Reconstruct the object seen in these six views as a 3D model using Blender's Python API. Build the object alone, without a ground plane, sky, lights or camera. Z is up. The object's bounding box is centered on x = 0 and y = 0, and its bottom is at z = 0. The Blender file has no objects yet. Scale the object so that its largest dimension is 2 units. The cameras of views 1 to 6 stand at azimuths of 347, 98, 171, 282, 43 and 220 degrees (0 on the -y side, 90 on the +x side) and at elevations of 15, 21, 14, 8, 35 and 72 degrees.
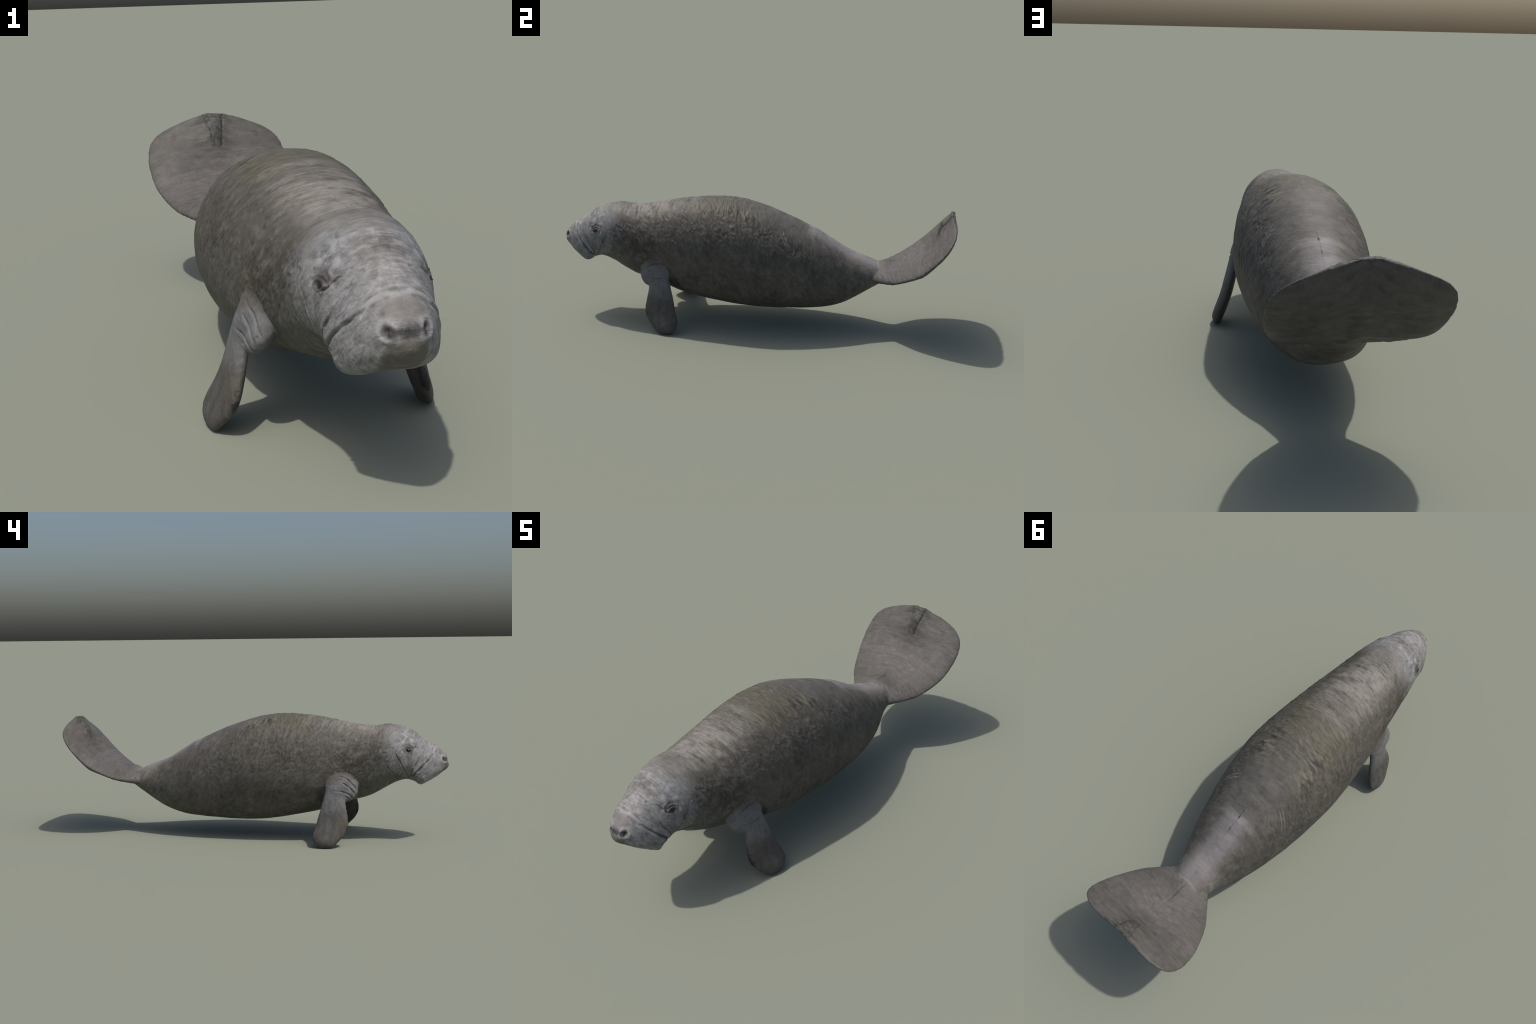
"""A manatee: body lofted through cross-sections, paddle tail and two flippers,
fused into one smooth skin, wrinkled by noise and creases, then split by anatomy."""
import math
import bpy
import numpy as np
from mathutils.kdtree import KDTree

AXIS = 0.005           # the plane of symmetry stands at this x
FLIP_AXIS = 0.002

# ------------------------------------------------------------------ profiles
# body stations from nose tip to the root of the tail: dorsal point, ventral
# point, half width, height of the widest place, squareness above and below
BODY = dict(
    Ty=[-0.999, -0.988, -0.977, -0.938, -0.892, -0.857, -0.811, -0.759, -0.697, -0.618, -0.491, -0.347, -0.16, -0.005, 0.186, 0.355, 0.475, 0.569, 0.63, 0.7, 0.73],
    Tz=[0.387, 0.433, 0.445, 0.482, 0.51, 0.533, 0.565, 0.583, 0.593, 0.582, 0.597, 0.627, 0.642, 0.621, 0.555, 0.473, 0.403, 0.368, 0.341, 0.333, 0.3],
    By=[-1.0, -0.992, -0.967, -0.931, -0.874, -0.852, -0.828, -0.782, -0.714, -0.612, -0.494, -0.347, -0.164, -0.004, 0.185, 0.361, 0.476, 0.571, 0.64, 0.699, 0.73],
    Bz=[0.391, 0.373, 0.353, 0.325, 0.294, 0.291, 0.306, 0.314, 0.287, 0.229, 0.194, 0.145, 0.105, 0.086, 0.088, 0.103, 0.139, 0.195, 0.242, 0.279, 0.298],
    W=[0.0, 0.027, 0.05, 0.081, 0.111, 0.113, 0.123, 0.134, 0.149, 0.165, 0.187, 0.214, 0.237, 0.240, 0.220, 0.182, 0.144, 0.107, 0.094, 0.067, 0.0],
    m=[0.5, 0.47, 0.443, 0.378, 0.28, 0.343, 0.417, 0.469, 0.501, 0.527, 0.505, 0.439, 0.452, 0.5, 0.491, 0.47, 0.449, 0.483, 0.495, 0.499, 0.5],
    nu=[2.0, 2.02, 2.03, 2.05, 2.04, 2.08, 1.97, 1.92, 1.93, 2.07, 2.13, 2.21, 2.18, 2.16, 1.98, 2.03, 1.98, 1.98, 1.99, 2.0, 2.0],
    nl=[2.2, 2.41, 2.57, 2.89, 3.2, 3.05, 2.77, 2.5, 2.32, 2.28, 2.24, 2.32, 2.11, 2.11, 2.15, 2.21, 2.25, 2.18, 2.13, 2.11, 2.1],
)
# tail paddle: midline, half width, droop of the sides, half thickness
FLUKE = dict(
    My=[0.61, 0.713, 0.805, 0.904, 0.964, 0.984],
    Mz=[0.289, 0.331, 0.411, 0.497, 0.559, 0.617],
    w=[0.105, 0.199, 0.25, 0.264, 0.234, 0.126],
    d=[0.013, 0.025, 0.048, 0.04, 0.026, 0.022],
    t=[0.0300, 0.0240, 0.0195, 0.0155, 0.0120, 0.0090],
    sweep=-0.024,
)
# flipper (on the -x side): spine, half chord, half thickness, twist
FLIP = dict(
    x=[-0.123, -0.185, -0.211, -0.244, -0.281, -0.283],
    y=[-0.473, -0.469, -0.453, -0.447, -0.407, -0.408],
    z=[0.407, 0.31, 0.241, 0.114, 0.03, -0.001],
    c=[0.082, 0.063, 0.053, 0.077, 0.058, 0.022],
    t=[0.0338, 0.0284, 0.0215, 0.0215, 0.021, 0.0125],
    a=[-0.043, -0.134],
)


def spline(a, s):
    a = np.asarray(a, float)
    k = len(a)
    s = np.asarray(s) * (k - 1)
    i = np.clip(s.astype(int), 0, k - 2)
    f = s - i
    e = np.concatenate([[2 * a[0] - a[1]], a, [2 * a[-1] - a[-2]]])
    p0, p1, p2, p3 = e[i], e[i + 1], e[i + 2], e[i + 3]
    return .5 * (2 * p1 + (p2 - p0) * f + (2 * p0 - 5 * p1 + 4 * p2 - p3) * f * f + (3 * p1 - p0 - 3 * p2 + p3) * f ** 3)


def body(ns=260, nt=176):
    s_ = np.linspace(0, 1, ns)
    g = {k: spline(v, s_) for k, v in BODY.items()}
    th = np.linspace(0, 2 * np.pi, nt, endpoint=False)
    c, s = np.cos(th), np.sin(th)
    up = (s >= 0)[None]
    n = np.where(up, g['nu'][:, None], g['nl'][:, None])
    cx = np.sign(c) * np.abs(c)[None] ** (2 / n)
    sz = np.sign(s) * np.abs(s)[None] ** (2 / n)
    m = g['m'][:, None]
    q = np.where(up, m + (1 - m) * sz, m + m * sz)
    out = np.zeros((ns, nt, 3))
    out[..., 0] = np.maximum(g['W'], 0)[:, None] * cx + AXIS
    out[..., 1] = g['By'][:, None] + (g['Ty'] - g['By'])[:, None] * q
    out[..., 0] += .002 * smooth(out[..., 1], -.7, -.4) * smooth(out[..., 1], .62, .4)   # the trunk leans a little
    out[..., 2] = g['Bz'][:, None] + (g['Tz'] - g['Bz'])[:, None] * q - .001
    return out


def fluke(ns=110, nt=96):
    u = np.linspace(0, 1, ns)
    g = {k: spline(FLUKE[k], u) for k in ('My', 'Mz', 'w', 'd', 't')}
    ty, tz = np.gradient(g['My']), np.gradient(g['Mz'])
    l = np.hypot(ty, tz)
    ty, tz = ty / l, tz / l
    th = np.linspace(0, 2 * np.pi, nt, endpoint=False)
    c, s = np.cos(th), np.sin(th)
    ex = np.sign(c) * np.abs(c) ** .8
    x = g['w'][:, None] * ex[None]
    notch = np.exp(-(x / .016) ** 2) * (u[:, None] ** 10)
    back = FLUKE['sweep'] * np.abs(ex)[None] ** 2 * u[:, None] ** 3 + .008 * np.exp(-(x / .05) ** 2) * u[:, None] ** 8 - .010 * notch
    nn = g['t'][:, None] * s[None] - g['d'][:, None] * np.abs(ex)[None] ** 1.5
    keel = np.exp(-(x / .035) ** 2) * (s[None] < 0) * .010 * np.clip(1 - u[:, None] / .55, 0, 1)
    nn = nn - keel
    # the paddle is spooned: hollow above, bulging behind
    cup = smooth(u, .06, .38) * smooth(u, 1.0, .60)
    dish = np.exp(-(x / .13) ** 2 - ((u[:, None] - .50) / np.where(u[:, None] < .5, .20, .15)) ** 2)
    nn = nn - np.where(s[None] >= 0, .043 * dish, .026 * (smooth(u, .20, .42) * smooth(u, 1.0, .60))[:, None] * (1 - np.abs(ex)[None] ** 4) + .006 * dish + .018 * np.exp(-((u[:, None] - .41) / .10) ** 2) * (1 - np.abs(ex)[None] ** 4) + .008 * np.exp(-(x / .02) ** 2) * smooth(u, .2, .35)[:, None] * smooth(u, .75, .6)[:, None] - .014 * np.exp(-(x / .05) ** 2 - ((u[:, None] - .76) / .10) ** 2))
    # a raised lump by the middle of the rear edge, and at the root
    nn = nn + (s[None] > 0) * np.exp(-(x / .03) ** 2) * (.025 * np.exp(-((u[:, None] - .76) / .12) ** 2) + .008 * np.exp(-((u[:, None] - .13) / .07) ** 2)) + (s[None] > 0) * .015 * np.exp(-(x / .08) ** 2) * np.exp(-((u[:, None] - .12) / .09) ** 2)
    out = np.zeros((ns, nt, 3))
    out[..., 0] = x + AXIS
    out[..., 1] = g['My'][:, None] + back * ty[:, None] - nn * tz[:, None]
    out[..., 2] = g['Mz'][:, None] + back * tz[:, None] + nn * ty[:, None]
    return out


def flipper(side, ns=70, nt=56):
    s_ = np.linspace(0, 1, ns)
    g = {k: spline(FLIP[k], s_) for k in 'xyzct'}
    S = np.stack([g['x'], g['y'], g['z']], -1)
    T = np.gradient(S, axis=0)
    pad = np.pad(T, ((14, 14), (0, 0)), mode='edge')
    T = np.stack([np.convolve(pad[:, i], np.ones(29) / 29, 'valid') for i in range(3)], -1)
    T /= np.linalg.norm(T, axis=1)[:, None]
    a = np.linspace(FLIP['a'][0], FLIP['a'][1], ns)
    ch = np.stack([np.sin(a), np.cos(a), 0 * a], -1)
    ch -= T * (ch * T).sum(1)[:, None]
    ch /= np.linalg.norm(ch, axis=1)[:, None]
    N = np.cross(T, ch)
    th = np.linspace(0, 2 * np.pi, nt, endpoint=False)
    out = S[:, None] + ch[:, None] * (np.maximum(g['c'], 0)[:, None] * np.cos(th))[..., None] \
        + N[:, None] * (np.maximum(g['t'], 0)[:, None] * np.sin(th))[..., None]
    out = out * [-side, 1, 1] + [FLIP_AXIS, .007 if side < 0 else .001, 0]
    return out if side < 0 else out[:, ::-1]


def lobe(side, ns=24, nt=32):
    """fleshy pad of the elbow in front of the flipper's root"""
    c = np.array([-.166, -.497, .285])
    ax = np.array([-.45, .03, -.9]); ax /= np.linalg.norm(ax)
    fw = np.array([-.10, -1., -.05]); fw -= ax * (fw @ ax); fw /= np.linalg.norm(fw)
    ou = np.cross(ax, fw)
    ph = np.linspace(.02, np.pi - .02, ns)[:, None]
    th = np.linspace(0, 2 * np.pi, nt, endpoint=False)[None]
    P = c + ax * (.074 * np.cos(ph) + 0 * th)[..., None] + fw * (.062 * np.sin(ph) * np.cos(th))[..., None] \
        + ou * (.037 * np.sin(ph) * np.sin(th))[..., None]
    P = P * [-side, 1, 1] + [FLIP_AXIS, 0, 0]
    return P if side < 0 else P[:, ::-1]


def grid_faces(ns, nt, off):
    i = np.arange(ns - 1)[:, None] * nt
    j = np.arange(nt)[None]
    k = (j + 1) % nt
    f = np.stack([i + j, i + k, i + nt + k, i + nt + j], -1).reshape(-1, 4) + off
    caps = [list(off + np.arange(nt))[::-1], list(off + (ns - 1) * nt + np.arange(nt))]
    return f.tolist() + caps


def smooth(a, lo, hi):
    t = np.clip((np.asarray(a) - lo) / (hi - lo), 0, 1)
    return t * t * (3 - 2 * t)


STRETCH_Y = np.linspace(-1.2, 1.2, 4801)
STRETCH_S = 1 + .85 * smooth(-STRETCH_Y, .60, .74)
STRETCH_T = np.cumsum(STRETCH_S) * (STRETCH_Y[1] - STRETCH_Y[0])


def stretch(v, back=False):
    """enlarge the head while the skin is meshed, so that it gets finer faces"""
    y = np.interp(v[:, 1], STRETCH_T, STRETCH_Y) if back else v[:, 1]
    s = np.interp(y, STRETCH_Y, STRETCH_S)
    o = v.copy()
    o[:, 1] = y if back else np.interp(y, STRETCH_Y, STRETCH_T)
    for k, c in ((0, AXIS), (2, .42)):
        o[:, k] = c + (v[:, k] - c) / s if back else c + (v[:, k] - c) * s
    return o


def fuse(lofts, voxel):
    """join closed lofts into one watertight skin"""
    verts, faces, off = [], [], 0
    for L in lofts:
        ns, nt, _ = L.shape
        verts.append(L.reshape(-1, 3))
        faces += grid_faces(ns, nt, off)
        off += ns * nt
    me = bpy.data.meshes.new("skin_draft")
    me.from_pydata(stretch(np.vstack(verts)).tolist(), [], faces)
    ob = bpy.data.objects.new("skin_draft", me)
    bpy.context.scene.collection.objects.link(ob)
    r = ob.modifiers.new("remesh", 'REMESH')
    r.mode, r.voxel_size, r.adaptivity = 'VOXEL', voxel, 0
    dg = bpy.context.evaluated_depsgraph_get()
    out = bpy.data.meshes.new_from_object(ob.evaluated_get(dg))
    bpy.data.objects.remove(ob)
    bpy.data.meshes.remove(me)
    return out


def coords(me):
    v = np.empty(len(me.vertices) * 3, np.float32)
    me.vertices.foreach_get("co", v)
    return v.reshape(-1, 3).astype(float)


def normals(me):
    n = np.empty(len(me.vertices) * 3, np.float32)
    me.vertex_normals.foreach_get("vector", n)
    return n.reshape(-1, 3).astype(float)


def edges(me):
    e = np.empty(len(me.edges) * 2, np.int32)
    me.edges.foreach_get("vertices", e)
    return e.reshape(-1, 2)


def relax(v, e, times, amount=.5):
    n = len(v)
    deg = np.bincount(e.ravel(), minlength=n)[:, None]
    w = amount if np.isscalar(amount) else amount[:, None]
    for _ in range(times):
        acc = np.stack([np.bincount(e[:, 0], v[e[:, 1], k], n) + np.bincount(e[:, 1], v[e[:, 0], k], n) for k in range(v.shape[1])], -1)
        v = v + w * (acc / deg - v)
    return v


def perlin(p, seed=0):
    """gradient noise, roughly -1..1"""
    i = np.floor(p).astype(np.int64)
    f = p - i
    u = f * f * f * (f * (f * 6 - 15) + 10)
    out = 0
    for dx in (0, 1):
        for dy in (0, 1):
            for dz in (0, 1):
                h = ((i[:, 0] + dx) * 73856093) ^ ((i[:, 1] + dy) * 19349663) ^ ((i[:, 2] + dz) * 83492791) ^ (seed * 2654435)
                h = (h ^ (h >> 13)) * 1274126177 & 0xffffffff
                h = h ^ (h >> 16)
                a = (h & 1023) / 1024 * 2 * np.pi
                b = ((h >> 10) & 1023) / 512 - 1
                r = np.sqrt(1 - b * b)
                g = (r * np.cos(a)) * (f[:, 0] - dx) + (r * np.sin(a)) * (f[:, 1] - dy) + b * (f[:, 2] - dz)
                out = out + g * (u[:, 0] if dx else 1 - u[:, 0]) * (u[:, 1] if dy else 1 - u[:, 1]) * (u[:, 2] if dz else 1 - u[:, 2])
    return out * 1.5


def near_line(p, pts):
    """distance to a polyline and how far along it (0..1)"""
    pts = np.array(pts)
    best = np.full(len(p), 9.)
    where = np.zeros(len(p))
    n = len(pts) - 1
    for k in range(n):
        a, b = pts[k], pts[k + 1]
        d = b - a
        t = np.clip(((p - a) @ d) / (d @ d), 0, 1)
        r = np.linalg.norm(p - a - t[:, None] * d, axis=1)
        m = r < best
        best[m] = r[m]
        where[m] = (k + t[m]) / n
    return best, where


# skin creases, on the -x side and mirrored: points, half width, depth
CREASES = [
    ([(-.055, -.927, .459), (-.067, -.922, .446), (-.090, -.899, .419), (-.109, -.863, .382), (-.112, -.839, .355), (-.099, -.821, .335)], .0037, .0115),
    ([(-.098, -.856, .447), (-.111, -.846, .411), (-.119, -.827, .383), (-.112, -.816, .359), (-.097, -.817, .335)], .0028, .0075),
    ([(-.131, -.728, .485), (-.136, -.741, .449), (-.131, -.762, .416), (-.122, -.777, .383), (-.104, -.794, .353), (-.085, -.805, .330)], .0025, .006),
    ([(-.149, -.680, .426), (-.138, -.704, .383), (-.120, -.729, .356), (-.096, -.756, .338), (-.071, -.776, .325)], .0025, .005),
    ([(-.076, -.843, .502), (-.103, -.829, .476), (-.114, -.814, .460)], .0024, .0075),
    ([(-.040, -.868, .515), (-.052, -.863, .508)], .004, .004),
    ([(-.112, -.787, .466), (-.118, -.776, .466)], .0025, .004),
    ([(-.122, -.785, .490), (-.112, -.80, .495), (-.108, -.815, .490)], .0025, .003),
    ([(-.035, -.945, .478), (-.085, -.905, .452), (-.11, -.875, .405)], .003, .003),
    ([(-.020, -.905, .510), (-.065, -.885, .487)], .0025, .003),
    ([(-.110, -.832, .352), (-.108, -.862, .346)], .003, .0018),
]
FOLDS = [
    ([(-.19, -.43, .335), (-.194, -.474, .342), (-.192, -.515, .325), (-.188, -.548, .29), (-.18, -.562, .27)], .0034, .0055),
    ([(-.207, -.488, .311), (-.205, -.515, .295), (-.20, -.545, .262), (-.197, -.553, .24)], .0034, .005),
    ([(-.220, -.446, .274), (-.217, -.489, .270), (-.21, -.52, .255), (-.20, -.535, .235)], .0034, .005),
    ([(-.215, -.50, .247), (-.207, -.527, .232)], .003, .0035),
    ([(-.19, -.55, .275), (-.19, -.563, .255)], .003, .0035),
]
# belly fold running down and back from the armpit
ARMPIT = [(-.203, -.408, .318), (-.190, -.382, .256), (-.150, -.350, .195), (-.10, -.330, .155)]
EYE = np.array([-.1175, -.800, .471])


def wrinkle(v, n, part):
    """displacement along the normal that makes the living surface"""
    x = v[:, 0] - AXIS
    ax = np.abs(x)
    m = np.stack([AXIS - ax, v[:, 1], v[:, 2]], -1)
    y, z = v[:, 1], v[:, 2]
    d = np.zeros(len(v))
    trunk, fin, tail = part == 0, part == 1, part == 2
    # creases of the face and throat
    for pts, w, h in CREASES:
        r, t = near_line(m, pts)
        end = smooth(t, -.12, .5) * smooth(t, 1.15, .9)
        d -= h * end * np.exp(-(r / w) ** 2) * trunk
        d += h * .14 * end * np.exp(-((r - 2.6 * w) / (1.6 * w)) ** 2) * trunk
    for pts, w, h in FOLDS:
        r, t = near_line(m, pts)
        d -= h * np.exp(-(r / w) ** 2)
        d += h * .2 * np.exp(-((r - 2.6 * w) / (1.8 * w)) ** 2) * fin
    r, t = near_line(m, ARMPIT)
    d -= .009 * np.exp(-(r / .010) ** 2) * trunk * (1 - .6 * t)
    ahead = smooth(-(y + .40 + (.32 - z) * -.45), -.0, .05) * smooth(z, .36, .28) * smooth(y, -.60, -.52)
    d -= .0 * ahead * trunk * smooth(ax, .05, .11)
    # eye: socket and lids
    r = np.linalg.norm(m - EYE, axis=1)
    low = np.linalg.norm((m - EYE - [0, -.001, -.002]) * [1, .8, 1.25], axis=1)
    d += .0018 * np.exp(-((low - .0135) / .0035) ** 2) - .0045 * np.exp(-(low / .0085) ** 2)
    d -= .0022 * np.exp(-((low - .021) / .003) ** 2) * smooth(z, EYE[2] - .012, EYE[2] + .004)
    d -= .002 * np.exp(-((r - .028) / .005) ** 2) * (z > EYE[2] - .01)
    # nostrils: crescent pits with a rim
    c = np.array([-.038, -.979, .421])
    q = m - c
    r = np.sqrt((q[:, 0] / 1.0) ** 2 + (q[:, 1] / 1.3) ** 2 + (q[:, 2] / 1.1) ** 2)
    d -= .012 * np.exp(-((r) / .0085) ** 2)
    d += .0025 * np.exp(-((r - .017) / .006) ** 2)
    r = np.linalg.norm(q - [.005, -.002, -.003], axis=1)
    d += .006 * np.exp(-(r / .005) ** 2)
    # soft dip between the nostrils and under the nose
    d -= .003 * np.exp(-(x / .012) ** 2 - ((z - .415) / .012) ** 2) * (y < -.95)
    # lip pads hang lower at the sides than in the middle
    d -= .008 * np.exp(-(x / .04) ** 2) * np.exp(-((y + .865) / .05) ** 2) * (n[:, 2] < -.2)
    # wormy skin relief, slanting up and forward on the flanks, across on the back
    a1, a2 = .83 * y + .55 * z, -.55 * y + .83 * z
    wx = x * 16 + 7 * (x > 0)
    q = np.stack([wx, a1 * 75, a2 * 30], -1)
    q = q + .5 * np.stack([perlin(q * .45 + 9, 5), perlin(q * .45 + 4, 6), perlin(q * .45 + 2, 7)], -1)
    worm = 1 - 2 * np.abs(perlin(q, 1))
    calm = 1 - .75 * smooth(y, -.15, .05) * smooth(ax, .17, .10) * (z > .3)
    fine = perlin(q * 2.1 + 31, 2)
    lumps = perlin(np.stack([x * 11, y * 11, z * 11], -1), 3)
    flank = smooth(z - .28 - .0 * y, 0, .14) * smooth(y, .50, .1)
    neck = smooth(y, -.72, -.62)
    amp = .0006 + .0017 * flank * neck * (y > -.9) + .0006 * np.exp(-((y + .68) / .05) ** 2 - ((z - .47) / .06) ** 2)
    amp = amp * calm
    amp = np.where(fin, .0005, np.where(tail, .0005, amp))
    d += amp * (worm * .9 + fine * .5)
    d += np.where(trunk, .0018, .001) * lumps * smooth(y, -.95, -.8)
    # soft cross wrinkles over the back and neck
    cross = perlin(np.stack([x * 5 + 3 * (x > 0), y * 42 + z * 8, z * 9], -1), 12)
    d += .0016 * cross * trunk * calm * smooth(z - .0 * y, .36, .46) * smooth(y, .58, .45) * smooth(y, -.95, -.90)
    # broad soft folds over neck, cheeks and shoulders
    fold = 1 - 2 * np.abs(perlin(np.stack([x * 7 + 5 * (x > 0), a1 * 27, a2 * 8], -1), 14))
    d += .0016 * fold * trunk * smooth(y, -.80, -.68) * smooth(y, -.22, -.42) * smooth(z, .22, .34)
    # tail: cross streaks, radial puckers at the root, the scarred strip at the tip
    L = (y - .61) * .78 + (z - .29) * .62
    ang = np.interp(y, [.61, .71, .80, .90, .96, .985], [.40, .55, .72, .80, 1.0, 1.2])
    rim = smooth(np.abs(-n[:, 1] * np.sin(ang) + n[:, 2] * np.cos(ang)), .35, .8)
    tail = tail * rim
    d += .0007 * perlin(np.stack([x * 14, L * 95, L * 0], -1), 8) * tail
    d += .0022 * perlin(np.stack([x * 55 + L * 60 * np.sign(x), L * 22, z * 0], -1), 9) * np.exp(-((L - .06) / .06) ** 2) * tail
    edge = np.abs(np.abs(x) - (.016 + .16 * np.clip(L - .36, 0, .2)) - .006 * perlin(np.stack([L * 70, L * 0, x * 0], -1), 11))
    d -= .0028 * np.exp(-(edge / .004) ** 2) * smooth(L, .36, .38) * tail * (n[:, 1] < .2)
    d -= .0035 * np.exp(-(x / .005) ** 2) * np.exp(-((L - .1) / .1) ** 2) * tail * (n[:, 2] > 0)
    # low bumps along the spine of the tail stock
    d += .006 * np.exp(-((y - .325) / .035) ** 2) * np.exp(-(x / .06) ** 2) * (n[:, 2] > .3)
    d -= .003 * np.exp(-((y - .287) / .006) ** 2 - (x / .005) ** 2) * (n[:, 2] > .3)
    return d


# ------------------------------------------------------------------ materials
class Nodes:
    def __init__(self, name):
        self.mat = bpy.data.materials.new(name)
        self.mat.use_nodes = True
        self.t = self.mat.node_tree
        self.bsdf = self.t.nodes["Principled BSDF"]
        co = self.t.nodes.new("ShaderNodeTexCoord").outputs["Object"]
        s = self.t.nodes.new("ShaderNodeSeparateXYZ")
        self.link(co, s.inputs[0])
        self.pos = co
        self.x = self.sub(s.outputs[0], AXIS)
        self.ax = self.math('ABSOLUTE', self.x)
        self.y, self.z = s.outputs[1], s.outputs[2]

    def link(self, a, b):
        self.t.links.new(a, b)

    def put(self, v, sock):
        if isinstance(v, bpy.types.NodeSocket):
            self.link(v, sock)
        elif isinstance(v, tuple):
            sock.default_value = (*v, 1) if len(sock.default_value) == 4 else v
        else:
            sock.default_value = v

    def math(self, op, a, b=0., c=None):
        n = self.t.nodes.new("ShaderNodeMath")
        n.operation = op
        self.put(a, n.inputs[0])
        self.put(b, n.inputs[1])
        if c is not None:
            self.put(c, n.inputs[2])
        return n.outputs[0]

    def add(self, a, b): return self.math('ADD', a, b)
    def sub(self, a, b): return self.math('SUBTRACT', a, b)
    def mul(self, a, b): return self.math('MULTIPLY', a, b)
    def clamp(self, a): return self.math('MINIMUM', self.math('MAXIMUM', a, 0.), 1.)

    def step(self, v, lo, hi):
        n = self.t.nodes.new("ShaderNodeMapRange")
        n.interpolation_type = 'SMOOTHSTEP'
        self.put(v, n.inputs[0])
        if lo > hi:
            lo, hi = hi, lo
            n.inputs[3].default_value, n.inputs[4].default_value = 1, 0
        n.inputs[1].default_value, n.inputs[2].default_value = lo, hi
        return n.outputs[0]

    def vec(self, x, y, z):
        n = self.t.nodes.new("ShaderNodeCombineXYZ")
        for v, s in zip((x, y, z), n.inputs):
            self.put(v, s)
        return n.outputs[0]

    def noise(self, v, scale=1., detail=3., rough=.55, dist=0.):
        n = self.t.nodes.new("ShaderNodeTexNoise")
        self.put(v, n.inputs["Vector"])
        n.inputs["Scale"].default_value = scale
        n.inputs["Detail"].default_value = detail
        n.inputs["Roughness"].default_value = rough
        n.inputs["Distortion"].default_value = dist
        return n.outputs[0]

    def mix(self, f, a, b, mode='MIX'):
        n = self.t.nodes.new("ShaderNodeMix")
        n.data_type, n.blend_type = 'RGBA', mode
        self.put(f, n.inputs[0])
        self.put(a, n.inputs[6])
        self.put(b, n.inputs[7])
        return n.outputs[2]

    def ramp(self, f, stops):
        n = self.t.nodes.new("ShaderNodeValToRGB")
        e = n.color_ramp.elements
        while len(e) < len(stops):
            e.new(.5)
        for k, (p, c) in zip(e, stops):
            k.position, k.color = p, (*c, 1)
        self.put(f, n.inputs[0])
        return n.outputs[0]

    def blob(self, c, r, p=None):
        """soft spot on both sides of the body: 1 at the centre, 0 at radius"""
        x, y, z = c
        rx, ry, rz = r
        q = [self.math('DIVIDE', self.sub(a, b), k) for a, b, k in ((self.ax, x, rx), (self.y, y, ry), (self.z, z, rz))]
        s = self.add(self.add(self.mul(q[0], q[0]), self.mul(q[1], q[1])), self.mul(q[2], q[2]))
        return self.step(s, 1.6, .1)

    def faces_up(self):
        g = self.t.nodes.new("ShaderNodeNewGeometry")
        q = self.t.nodes.new("ShaderNodeSeparateXYZ")
        self.link(g.outputs["Normal"], q.inputs[0])
        return self.step(q.outputs[2], -.1, .2)

    def finish(self, color, height, rough=.62, strength=.5, dist=.004, spec=.28):
        b = self.t.nodes.new("ShaderNodeBump")
        b.inputs["Strength"].default_value = strength
        b.inputs["Distance"].default_value = dist
        self.put(height, b.inputs["Height"])
        self.link(b.outputs[0], self.bsdf.inputs["Normal"])
        self.put(color, self.bsdf.inputs["Base Color"])
        self.put(rough, self.bsdf.inputs["Roughness"])
        self.bsdf.inputs["Specular IOR Level"].default_value = spec
        return self.mat


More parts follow.
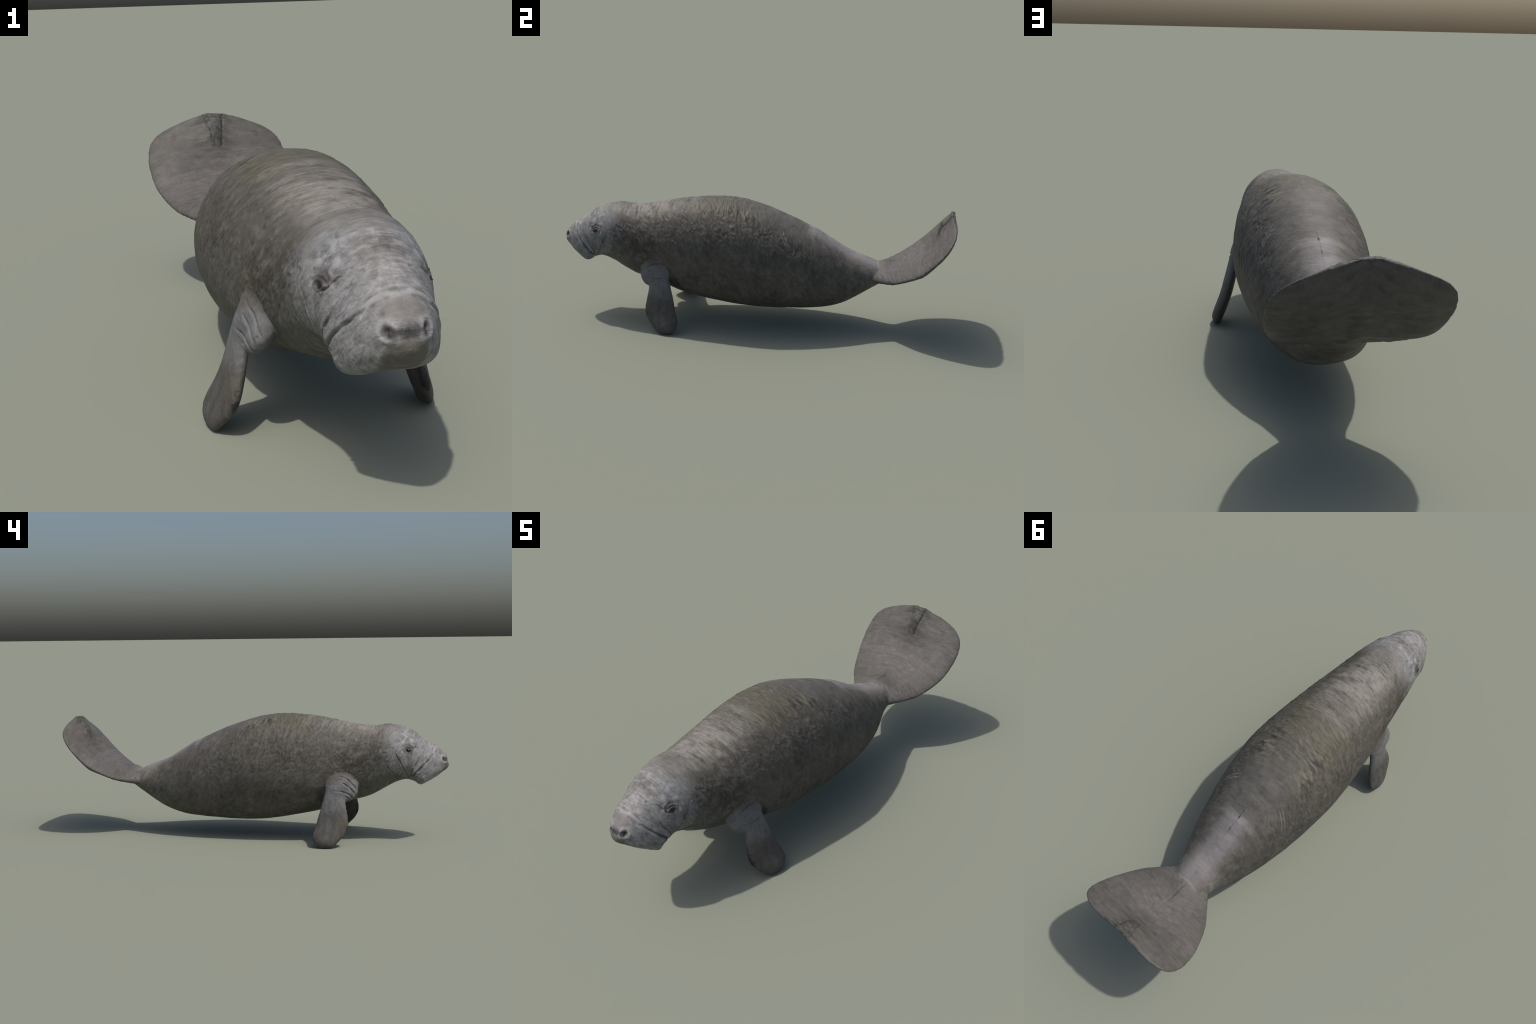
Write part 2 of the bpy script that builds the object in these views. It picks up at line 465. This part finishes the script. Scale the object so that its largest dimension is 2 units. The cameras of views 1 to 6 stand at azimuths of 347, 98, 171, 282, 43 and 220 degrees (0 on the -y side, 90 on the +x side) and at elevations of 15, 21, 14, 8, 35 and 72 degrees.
def body_colour(k):
    """grey-brown hide; returns colour, height for the bump"""
    a1 = k.add(k.mul(k.y, .83), k.mul(k.z, .55))
    a2 = k.add(k.mul(k.y, -.55), k.mul(k.z, .83))
    side = k.mul(k.math('GREATER_THAN', k.x, 0.), .4)
    # streaks: tight along the body, drawn out across it
    st = k.vec(k.add(k.mul(k.ax, 5.), side), k.mul(a1, 50.), k.mul(a2, 19.))
    streak = k.noise(st, 1., 5., .64, 1.1)
    wide = k.vec(k.add(k.mul(k.ax, 5.), side), k.mul(k.y, 17.), k.mul(k.z, 6.))
    bands = k.noise(wide, 1., 3., .6, .3)
    mott = k.noise(k.vec(k.ax, k.y, k.z), 34., 5., .62, .4)
    grain = k.noise(k.pos, 150., 3., .6)
    big = k.noise(k.vec(k.ax, k.y, k.z), 5.5, 3., .5)
    back = k.step(k.add(k.ax, k.mul(k.sub(big, .5), .12)), .15, .07)
    hide_n = k.add(k.mul(streak, .30), k.add(k.mul(mott, .30), k.add(k.mul(big, .30), k.mul(grain, .10))))
    hide = k.ramp(hide_n, [(.34, (0.034, 0.031, 0.026)), (.44, (0.070, 0.064, 0.054)), (.53, (0.108, 0.099, 0.085)), (.66, (0.186, 0.171, 0.150))])
    # back: streaky, a bit paler
    b_n = k.add(k.mul(streak, .30), k.add(k.mul(bands, .28), k.add(k.mul(mott, .22), k.add(k.mul(big, .14), k.mul(grain, .06)))))
    back_c = k.ramp(b_n, [(.34, (0.050, 0.046, 0.039)), (.45, (0.104, 0.097, 0.082)), (.54, (0.163, 0.152, 0.134)), (.66, (0.287, 0.269, 0.247))])
    upper = k.mul(back, k.step(k.z, .36, .44))
    c = k.mix(k.mul(back, .9), hide, back_c)
    # large patches
    c = k.mix(k.mul(k.step(big, .50, .64), .5), c, (.070, .061, .049))
    ochre = k.mul(k.step(k.noise(k.vec(k.ax, k.y, k.z), 11., 3., .55, .6), .54, .64), k.mul(back, k.step(k.y, .20, .05)))
    c = k.mix(k.mul(ochre, .4), c, (.130, .112, .080))
    # paler shoulders and pale tail stock, darker small of the back
    pale = k.mul(k.step(k.add(k.y, k.mul(k.sub(bands, .5), .2)), -.30, -.50), k.mul(back, k.step(k.y, -.75, -.62)))
    pale = k.mul(pale, k.step(b_n, .42, .58))
    c = k.mix(k.mul(pale, .62), c, (0.295, 0.278, 0.249))
    small = k.mul(k.step(k.y, -.02, .07), k.mul(k.step(k.y, .29, .22), back))
    c = k.mix(k.mul(small, .6), c, k.ramp(b_n, [(.35, (.065, .062, .054)), (.65, (.165, .156, .142))]))
    stock = k.mul(k.step(k.add(k.y, k.mul(k.sub(streak, .5), .1)), .25, .31), k.step(k.add(k.ax, k.mul(k.sub(streak, .5), .07)), .085, .03))
    stock = k.mul(stock, k.step(k.z, .30, .36))
    c = k.mix(k.mul(stock, .72), c, k.ramp(b_n, [(.35, (.20, .185, .18)), (.65, (.36, .335, .335))]))
    # algae: olive-yellow flecks on the upper back
    al = k.add(k.blob((.095, -.20, .62), (.075, .13, .06)), k.blob((.12, -.01, .595), (.05, .07, .05)))
    lick = k.noise(k.vec(k.mul(k.ax, 16.), k.mul(a1, 85.), k.mul(a2, 24.)), 1., 4., .62, .6)
    al = k.mul(al, k.step(lick, .49, .59))
    c = k.mix(k.mul(al, .66), c, (.215, .198, .128))
    dk = k.mul(k.blob((.10, -.16, .615), (.08, .17, .07)), k.step(lick, .46, .36))
    c = k.mix(k.mul(dk, .75), c, (.048, .044, .036))
    tint = k.clamp(k.add(k.blob((.08, -.20, .63), (.10, .15, .09)), k.add(k.blob((.13, -.33, .58), (.07, .09, .06)), k.blob((.14, .02, .57), (.06, .09, .06)))))
    c = k.mix(k.mul(tint, k.mul(k.step(big, .40, .56), .5)), c, (.096, .089, .062))
    # dark elongated flecks beside the algae
    for p, r in (((.112, -.100, .615), (.03, .016, .02)), ((.118, -.066, .607), (.035, .012, .02)), ((.138, -.017, .585), (.025, .014, .02)), ((.128, .012, .58), (.02, .012, .02))):
        bl = k.mul(k.blob(p, r), k.step(streak, .40, .55))
        c = k.mix(k.mul(bl, .85), c, (.035, .035, .036))
    # brown stain on the side of the neck
    br = k.add(k.blob((.16, -.58, .40), (.09, .13, .085)), k.blob((.14, -.665, .475), (.07, .05, .055)))
    br = k.mul(k.clamp(br), k.step(k.add(mott, k.mul(k.sub(streak, .5), .8)), .60, .42))
    c = k.mix(k.mul(br, .7), c, (.046, .035, .027))
    # small dark scars on the spine
    for y, r in ((.287, .011), (.348, .008), (.256, .006)):
        s = k.math('SQRT', k.add(k.mul(k.mul(k.x, k.x), 5.), k.math('POWER', k.math('ABSOLUTE', k.sub(k.y, y)), 2.)))
        c = k.mix(k.mul(k.mul(k.step(s, r * 1.3, r * .2), k.step(k.z, .3, .35)), .85), c, (.03, .03, .037))
    seam = k.mul(k.step(k.ax, .0035, .0005), k.mul(k.mul(k.step(k.y, .23, .25), k.step(k.y, .42, .36)), k.step(k.z, .3, .35)))
    c = k.mix(k.mul(seam, .35), c, (.06, .058, .06))
    # pale paired scratches on each flank
    for o in (0., .012):
        dd = k.math('ABSOLUTE', k.sub(k.sub(k.y, .178 + o), k.mul(k.sub(k.z, .467), -.58)))
        sc = k.mul(k.step(dd, .0035, .001), k.mul(k.step(k.z, .455, .47), k.step(k.z, .535, .52)))
        c = k.mix(k.mul(sc, .5), c, (.25, .24, .22))
    # head: blue-grey, blotched pale
    edge = k.add(k.y, k.add(k.mul(k.sub(big, .5), .16), k.add(k.mul(k.sub(mott, .5), .16), k.mul(k.sub(k.z, .42), .35))))
    head = k.step(edge, -.575, -.785)
    fleck = k.noise(k.vec(k.add(k.mul(k.ax, 22.), side), k.mul(a1, 75.), k.mul(a2, 34.)), 1., 4., .62, .8)
    h_n = k.add(k.mul(mott, .36), k.add(k.mul(fleck, .34), k.add(k.mul(streak, .16), k.mul(grain, .14))))
    hc = k.ramp(h_n, [(.36, (0.068, 0.066, 0.063)), (.46, (0.179, 0.177, 0.175)), (.54, (0.252, 0.251, 0.252)), (.65, (0.376, 0.382, 0.399))])
    crown = k.mul(k.step(k.ax, .075, .03), k.step(k.y, -.66, -.70))
    c_n = k.add(k.mul(k.noise(k.vec(k.add(k.mul(k.ax, 4.), side), k.mul(k.y, 60.), k.mul(k.z, 30.)), 1., 5., .64, .5), .62), k.mul(mott, .38))
    cc = k.ramp(c_n, [(.36, (.075, .070, .063)), (.46, (.165, .154, .145)), (.54, (.250, .238, .231)), (.64, (.40, .392, .39))])
    hc = k.mix(k.mul(crown, .8), hc, cc)
    patch = k.mul(k.blob((.09, -.76, .535), (.05, .065, .045)), k.step(mott, .42, .58))
    hc = k.mix(k.mul(patch, .4), hc, (.38, .40, .44))
    ring = k.mul(k.blob((.1175, -.803, .477), (.034, .028, .021)), k.step(mott, .70, .40))
    hc = k.mix(k.mul(ring, .7), hc, (.070, .060, .057))
    brow = k.mul(k.blob((.11, -.815, .492), (.03, .03, .022)), k.step(mott, .62, .42))
    hc = k.mix(k.mul(brow, .6), hc, (.080, .066, .060))
    lidc = k.blob((.1175, -.801, .472), (.025, .0185, .0165))
    hc = k.mix(k.mul(lidc, .85), hc, (.040, .036, .034))
    dot = k.blob((.109, -.772, .508), (.012, .010, .010))
    hc = k.mix(k.mul(dot, .5), hc, (.40, .385, .32))
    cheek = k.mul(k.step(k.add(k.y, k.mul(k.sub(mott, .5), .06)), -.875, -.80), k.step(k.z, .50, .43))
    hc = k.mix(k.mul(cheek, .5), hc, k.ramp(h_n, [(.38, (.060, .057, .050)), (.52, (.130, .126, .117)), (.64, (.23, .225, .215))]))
    # throat olive-grey, darker than the rest of the head
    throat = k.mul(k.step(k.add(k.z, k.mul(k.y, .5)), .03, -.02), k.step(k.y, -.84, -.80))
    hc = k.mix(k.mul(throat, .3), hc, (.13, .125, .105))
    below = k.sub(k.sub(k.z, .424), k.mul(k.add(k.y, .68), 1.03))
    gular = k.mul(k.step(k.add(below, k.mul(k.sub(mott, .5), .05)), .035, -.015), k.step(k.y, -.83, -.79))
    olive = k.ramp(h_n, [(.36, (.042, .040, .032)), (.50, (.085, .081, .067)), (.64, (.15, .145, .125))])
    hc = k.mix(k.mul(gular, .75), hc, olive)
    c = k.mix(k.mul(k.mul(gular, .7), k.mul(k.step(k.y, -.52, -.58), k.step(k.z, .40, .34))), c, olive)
    # snout: brown saddle, pale line behind it, dark between the nostrils, darker olive tone below
    line = k.math('ABSOLUTE', k.sub(k.add(k.y, k.mul(k.ax, -.22)), -.938))
    line = k.add(line, k.mul(k.sub(streak, .5), .008))
    wl = k.mul(k.step(line, .0075, .001), k.mul(k.step(k.ax, .085, .06), k.step(k.z, .42, .45)))
    saddle = k.mul(k.step(k.add(k.ax, k.mul(k.sub(streak, .5), .03)), .045, .032), k.mul(k.step(k.y, -.938, -.946), k.step(k.z, .425, .44)))
    hc = k.mix(k.mul(saddle, .75), hc, k.ramp(b_n, [(.3, (.14, .128, .117)), (.7, (.235, .22, .208))]))
    hc = k.mix(k.mul(wl, .45), hc, (.42, .43, .42))
    nose = k.mul(k.blob((.0, -.992, .425), (.025, .03, .020)), k.step(mott, .80, .38))
    hc = k.mix(k.mul(nose, .85), hc, (.032, .033, .035))
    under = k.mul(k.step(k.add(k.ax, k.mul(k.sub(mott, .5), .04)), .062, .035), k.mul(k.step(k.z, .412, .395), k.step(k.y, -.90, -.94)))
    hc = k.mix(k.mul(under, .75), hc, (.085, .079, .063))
    lip = k.mul(k.blob((.040, -.98, .422), (.030, .04, .027)), k.step(fleck, .42, .58))
    hc = k.mix(k.mul(lip, .55), hc, (.38, .39, .395))
    nos = k.blob((.038, -.98, .420), (.0145, .022, .0135))
    hc = k.mix(k.mul(nos, .85), hc, (.035, .032, .030))
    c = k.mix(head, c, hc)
    # dark flecks where the head meets the neck
    fl = k.mul(k.blob((.14, -.69, .47), (.05, .045, .06)), k.step(k.noise(k.vec(k.ax, k.y, k.z), 60., 3., .6, .3), .52, .62))
    c = k.mix(k.mul(fl, .7), c, (.055, .048, .04))
    h = k.add(k.mul(streak, .5), k.add(k.mul(mott, .35), k.mul(grain, .35)))
    h = k.add(h, k.mul(k.mul(head, fleck), .9))
    return c, h, (mott, grain, streak, big)


def flipper_colour(k, body_c, nz):
    mott, grain, streak, big = nz
    n = k.add(k.mul(k.noise(k.vec(k.mul(k.ax, 1.), k.mul(k.y, 1.), k.mul(k.z, .5)), 46., 4., .6), .6), k.mul(grain, .4))
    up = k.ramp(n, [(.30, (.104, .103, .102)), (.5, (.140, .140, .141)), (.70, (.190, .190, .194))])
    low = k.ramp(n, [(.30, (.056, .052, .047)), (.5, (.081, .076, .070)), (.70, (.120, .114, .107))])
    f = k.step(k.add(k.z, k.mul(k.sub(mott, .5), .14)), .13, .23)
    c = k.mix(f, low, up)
    root = k.step(k.add(k.z, k.add(k.mul(k.sub(k.y, -.47), .25), k.mul(k.sub(mott, .5), .03))), .315, .335)
    c = k.mix(k.mul(root, .7), c, (.130, .116, .105))
    spot = k.mul(k.blob((.24, -.485, .145), (.05, .03, .05)), k.step(mott, .45, .6))
    c = k.mix(k.mul(spot, .6), c, (.115, .092, .062))
    # bruised, ragged strip on the leading edge
    lead = k.add(k.y, .515)
    lead = k.mul(k.step(k.add(lead, k.mul(k.sub(mott, .5), .06)), .008, -.002), k.mul(k.step(k.z, .045, .06), k.step(k.z, .165, .14)))
    c = k.mix(k.mul(lead, .85), c, (.022, .021, .020))
    fade = k.step(k.add(k.z, k.mul(k.sub(mott, .5), .08)), .315, .368)
    return k.mix(fade, c, body_c)


def tail_colour(k, nz):
    mott, grain, streak, big = nz
    L = k.add(k.mul(k.sub(k.y, .61), .78), k.mul(k.sub(k.z, .29), .62))
    across = k.noise(k.vec(k.mul(k.ax, 11.), k.add(k.mul(L, 48.), k.mul(k.ax, 14.)), 0.), 1., 5., .62, .9)
    n = k.add(k.mul(across, .36), k.add(k.mul(mott, .34), k.add(k.mul(big, .22), k.mul(grain, .08))))
    c = k.ramp(n, [(.33, (.058, .054, .049)), (.46, (.092, .085, .078)), (.55, (.117, .108, .100)), (.68, (.165, .153, .144))])
    # dark smudge in the middle, below the scarred strip
    sm = k.mul(k.step(k.math('ABSOLUTE', k.sub(L, .335)), .06, .01), k.step(k.ax, .10, .01))
    c = k.mix(k.mul(sm, k.mul(k.step(across, .58, .40), .6)), c, (.075, .070, .063))
    wob = k.mul(k.sub(k.noise(k.vec(k.mul(k.x, 20.), k.mul(L, 55.), 0.), 1., 3., .6), .5), .035)
    half = k.add(.016, k.mul(k.math('MAXIMUM', k.sub(L, .36), 0.), .16))
    e = k.math('ABSOLUTE', k.add(k.sub(k.ax, half), wob))
    rim = k.mul(k.step(e, .010, .001), k.step(L, .36, .375))
    strip = k.mul(k.step(k.add(k.sub(k.ax, half), wob), .002, -.002), k.step(L, .36, .375))
    top = k.faces_up()
    blot = k.noise(k.vec(k.mul(k.x, 60.), k.mul(L, 45.), 0.), 1., 3., .6, 1.)
    c = k.mix(k.mul(k.mul(strip, top), k.mul(k.step(blot, .62, .42), .8)), c, (.046, .048, .043))
    c = k.mix(k.mul(k.mul(rim, top), k.mul(k.step(blot, .66, .40), .6)), c, (.034, .036, .033))
    # paler puckered root
    root = k.mul(k.step(L, .11, .03), k.step(k.ax, .11, .03))
    c = k.mix(k.mul(root, .35), c, (.21, .193, .182))
    h = k.add(k.mul(across, .6), k.add(k.mul(mott, .3), k.mul(grain, .3)))
    return c, h


def make_materials():
    k = Nodes("grey_hide")
    c, h, nz = body_colour(k)
    hide = k.finish(c, h, .60, .55, .004)
    k = Nodes("flipper_hide")
    c, h, nz = body_colour(k)
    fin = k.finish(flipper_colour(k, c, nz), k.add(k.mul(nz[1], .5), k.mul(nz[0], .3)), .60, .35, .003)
    k = Nodes("tail_hide")
    _, _, nz = body_colour(k)
    c, h = tail_colour(k, nz)
    tail = k.finish(c, h, .60, .4, .003)
    k = Nodes("wet_eye")
    k.bsdf.inputs["Base Color"].default_value = (.012, .011, .012, 1)
    k.bsdf.inputs["Roughness"].default_value = .12
    return hide, fin, tail, k.mat


# ------------------------------------------------------------------ build
def kd(points):
    t = KDTree(len(points))
    for i, p in enumerate(points):
        t.insert(p, i)
    t.balance()
    return t


def classify(v, e):
    """0 trunk, 1 flipper, 2 tail by the loft each point lies on"""
    part = np.zeros(len(v), np.int32)
    ax = np.abs(v[:, 0] - AXIS)
    part[v[:, 1] + .45 * np.maximum(0, v[:, 2] - .30) > .655] = 2
    near_t = np.where((v[:, 1] > .58) & (v[:, 1] < .80))[0]
    near_f = np.where((v[:, 1] > -.62) & (v[:, 1] < -.30) & (v[:, 2] < .40) & (ax > .09))[0]
    bl = body(200, 200)
    bt = kd(bl[8:].reshape(-1, 3))
    ft = kd(np.vstack([f(s, 60, 90).reshape(-1, 3) for s in (-1, 1) for f in (flipper, lobe)]))
    kt = kd(fluke(90, 140).reshape(-1, 3))
    field = np.full((len(v), 1), -.02)
    for i in near_f:
        field[i] = min(.02, max(-.02, bt.find(v[i])[2] - ft.find(v[i])[2]))
    field[(v[:, 2] < .30) & (ax > .235) & (v[:, 1] < -.3)] = .02
    field = relax(field, e, 14, .6)
    part[field[:, 0] > 0] = 1
    for i in near_t:
        part[i] = 2 if (kt.find(v[i])[2] < bt.find(v[i])[2]) and v[i][1] > .62 else (2 if v[i][1] > .72 else 0)
    return part


def build():
    lofts = [body(), fluke(), flipper(-1), flipper(1), lobe(-1), lobe(1)]
    me = fuse(lofts, .0046)
    e = edges(me)
    v = stretch(relax(coords(me), e, 3, .5), True)
    # soften the joints between the lofts
    ax = np.abs(v[:, 0] - AXIS)
    joint = np.exp(-((v[:, 1] - .665) / .03) ** 2) * .25
    r, _ = near_line(np.stack([AXIS - ax, v[:, 1], v[:, 2]], -1), [(-.17, -.56, .31), (-.185, -.50, .36), (-.19, -.43, .34), (-.20, -.405, .29)])
    joint = np.maximum(joint, .6 * np.exp(-(r / .026) ** 2))
    v = relax(v, e, 14, joint)
    me.vertices.foreach_set("co", v.astype(np.float32).ravel())
    me.update()
    swell = np.where((v[:, 2] < .30) & (ax > .20) & (v[:, 1] < -.3), .0015, np.where(v[:, 1] > .70, .001, .0003))
    v = v + normals(me) * swell[:, None]
    me.vertices.foreach_set("co", v.astype(np.float32).ravel())
    me.update()
    ob = bpy.data.objects.new("skin_draft", me)
    bpy.context.scene.collection.objects.link(ob)
    s = ob.modifiers.new("sub", 'SUBSURF')
    s.levels = s.render_levels = 1
    fine = bpy.data.meshes.new_from_object(ob.evaluated_get(bpy.context.evaluated_depsgraph_get()))
    bpy.data.objects.remove(ob)
    v, n = coords(fine), normals(fine)
    part = classify(v, edges(fine))
    v = v + n * wrinkle(v, n, part)[:, None]
    v[:, 2] = np.where(v[:, 2] < .003, .003 + (v[:, 2] - .003) * .25, v[:, 2])   # tips rest on the ground
    v[:, 2] -= min(0., v[:, 2].min())
    fine.vertices.foreach_set("co", v.astype(np.float32).ravel())
    fine.update()
    n = normals(fine)
    nf = len(fine.polygons)
    quads = np.empty(nf * 4, np.int32)
    fine.polygons.foreach_get("vertices", quads)
    quads = quads.reshape(-1, 4)
    c = v[quads].mean(1)
    vote = part[quads]
    kind = np.where((vote == 1).sum(1) >= 2, 1, np.where((vote == 2).sum(1) >= 2, 2, 0))
    head = (kind == 0) & (c[:, 1] + (c[:, 2] - .42) * .35 < -.69)
    kind[head] = 3
    kind[(kind == 1) & (c[:, 0] > AXIS)] = 4

    hide, fin, tail, eye_mat = make_materials()
    root = bpy.data.objects.new("manatee", None)
    root.empty_display_size = .2
    bpy.context.scene.collection.objects.link(root)
    root["label"] = "grey wrinkled manatee with flippers and upturned paddle tail"
    root["category"] = "manatee"

    made = {}
    for code, name, mat in ((0, "torso", hide), (3, "head", hide), (1, "forelimb", fin), (4, "forelimb", fin), (2, "tail", tail)):
        q = quads[kind == code]
        used, inv = np.unique(q.ravel(), return_inverse=True)
        m = bpy.data.meshes.new(name)
        m.vertices.add(len(used))
        m.vertices.foreach_set("co", v[used].astype(np.float32).ravel())
        m.loops.add(q.size)
        m.loops.foreach_set("vertex_index", inv.astype(np.int32))
        m.polygons.add(len(q))
        m.polygons.foreach_set("loop_start", np.arange(0, q.size, 4, dtype=np.int32))
        m.update(calc_edges=True)
        m.validate()
        m.polygons.foreach_set("use_smooth", np.ones(len(m.polygons), bool))
        m.normals_split_custom_set_from_vertices(n[used].tolist())
        m.materials.append(mat)
        o = bpy.data.objects.new(name, m)
        o.parent = root
        bpy.context.scene.collection.objects.link(o)
        made[code] = o
    bpy.data.meshes.remove(fine)

    # eyes
    ns, nt = 17, 24
    ph = np.linspace(0.02, np.pi - .02, ns)[:, None]
    th = np.linspace(0, 2 * np.pi, nt, endpoint=False)[None]
    ball = np.stack([np.cos(ph) + 0 * th, np.sin(ph) * np.cos(th), np.sin(ph) * np.sin(th)], -1) * .0116
    em = bpy.data.meshes.new("eye")
    em.from_pydata(ball.reshape(-1, 3).tolist(), [], grid_faces(ns, nt, 0))
    em.polygons.foreach_set("use_smooth", np.ones(len(em.polygons), bool))
    em.materials.append(eye_mat)
    for s in (-1, 1):
        o = bpy.data.objects.new("eye", em)
        o.location = (AXIS + s * .1112, EYE[1] - .001, EYE[2] - .002)
        o.parent = made[3]
        bpy.context.scene.collection.objects.link(o)


build()
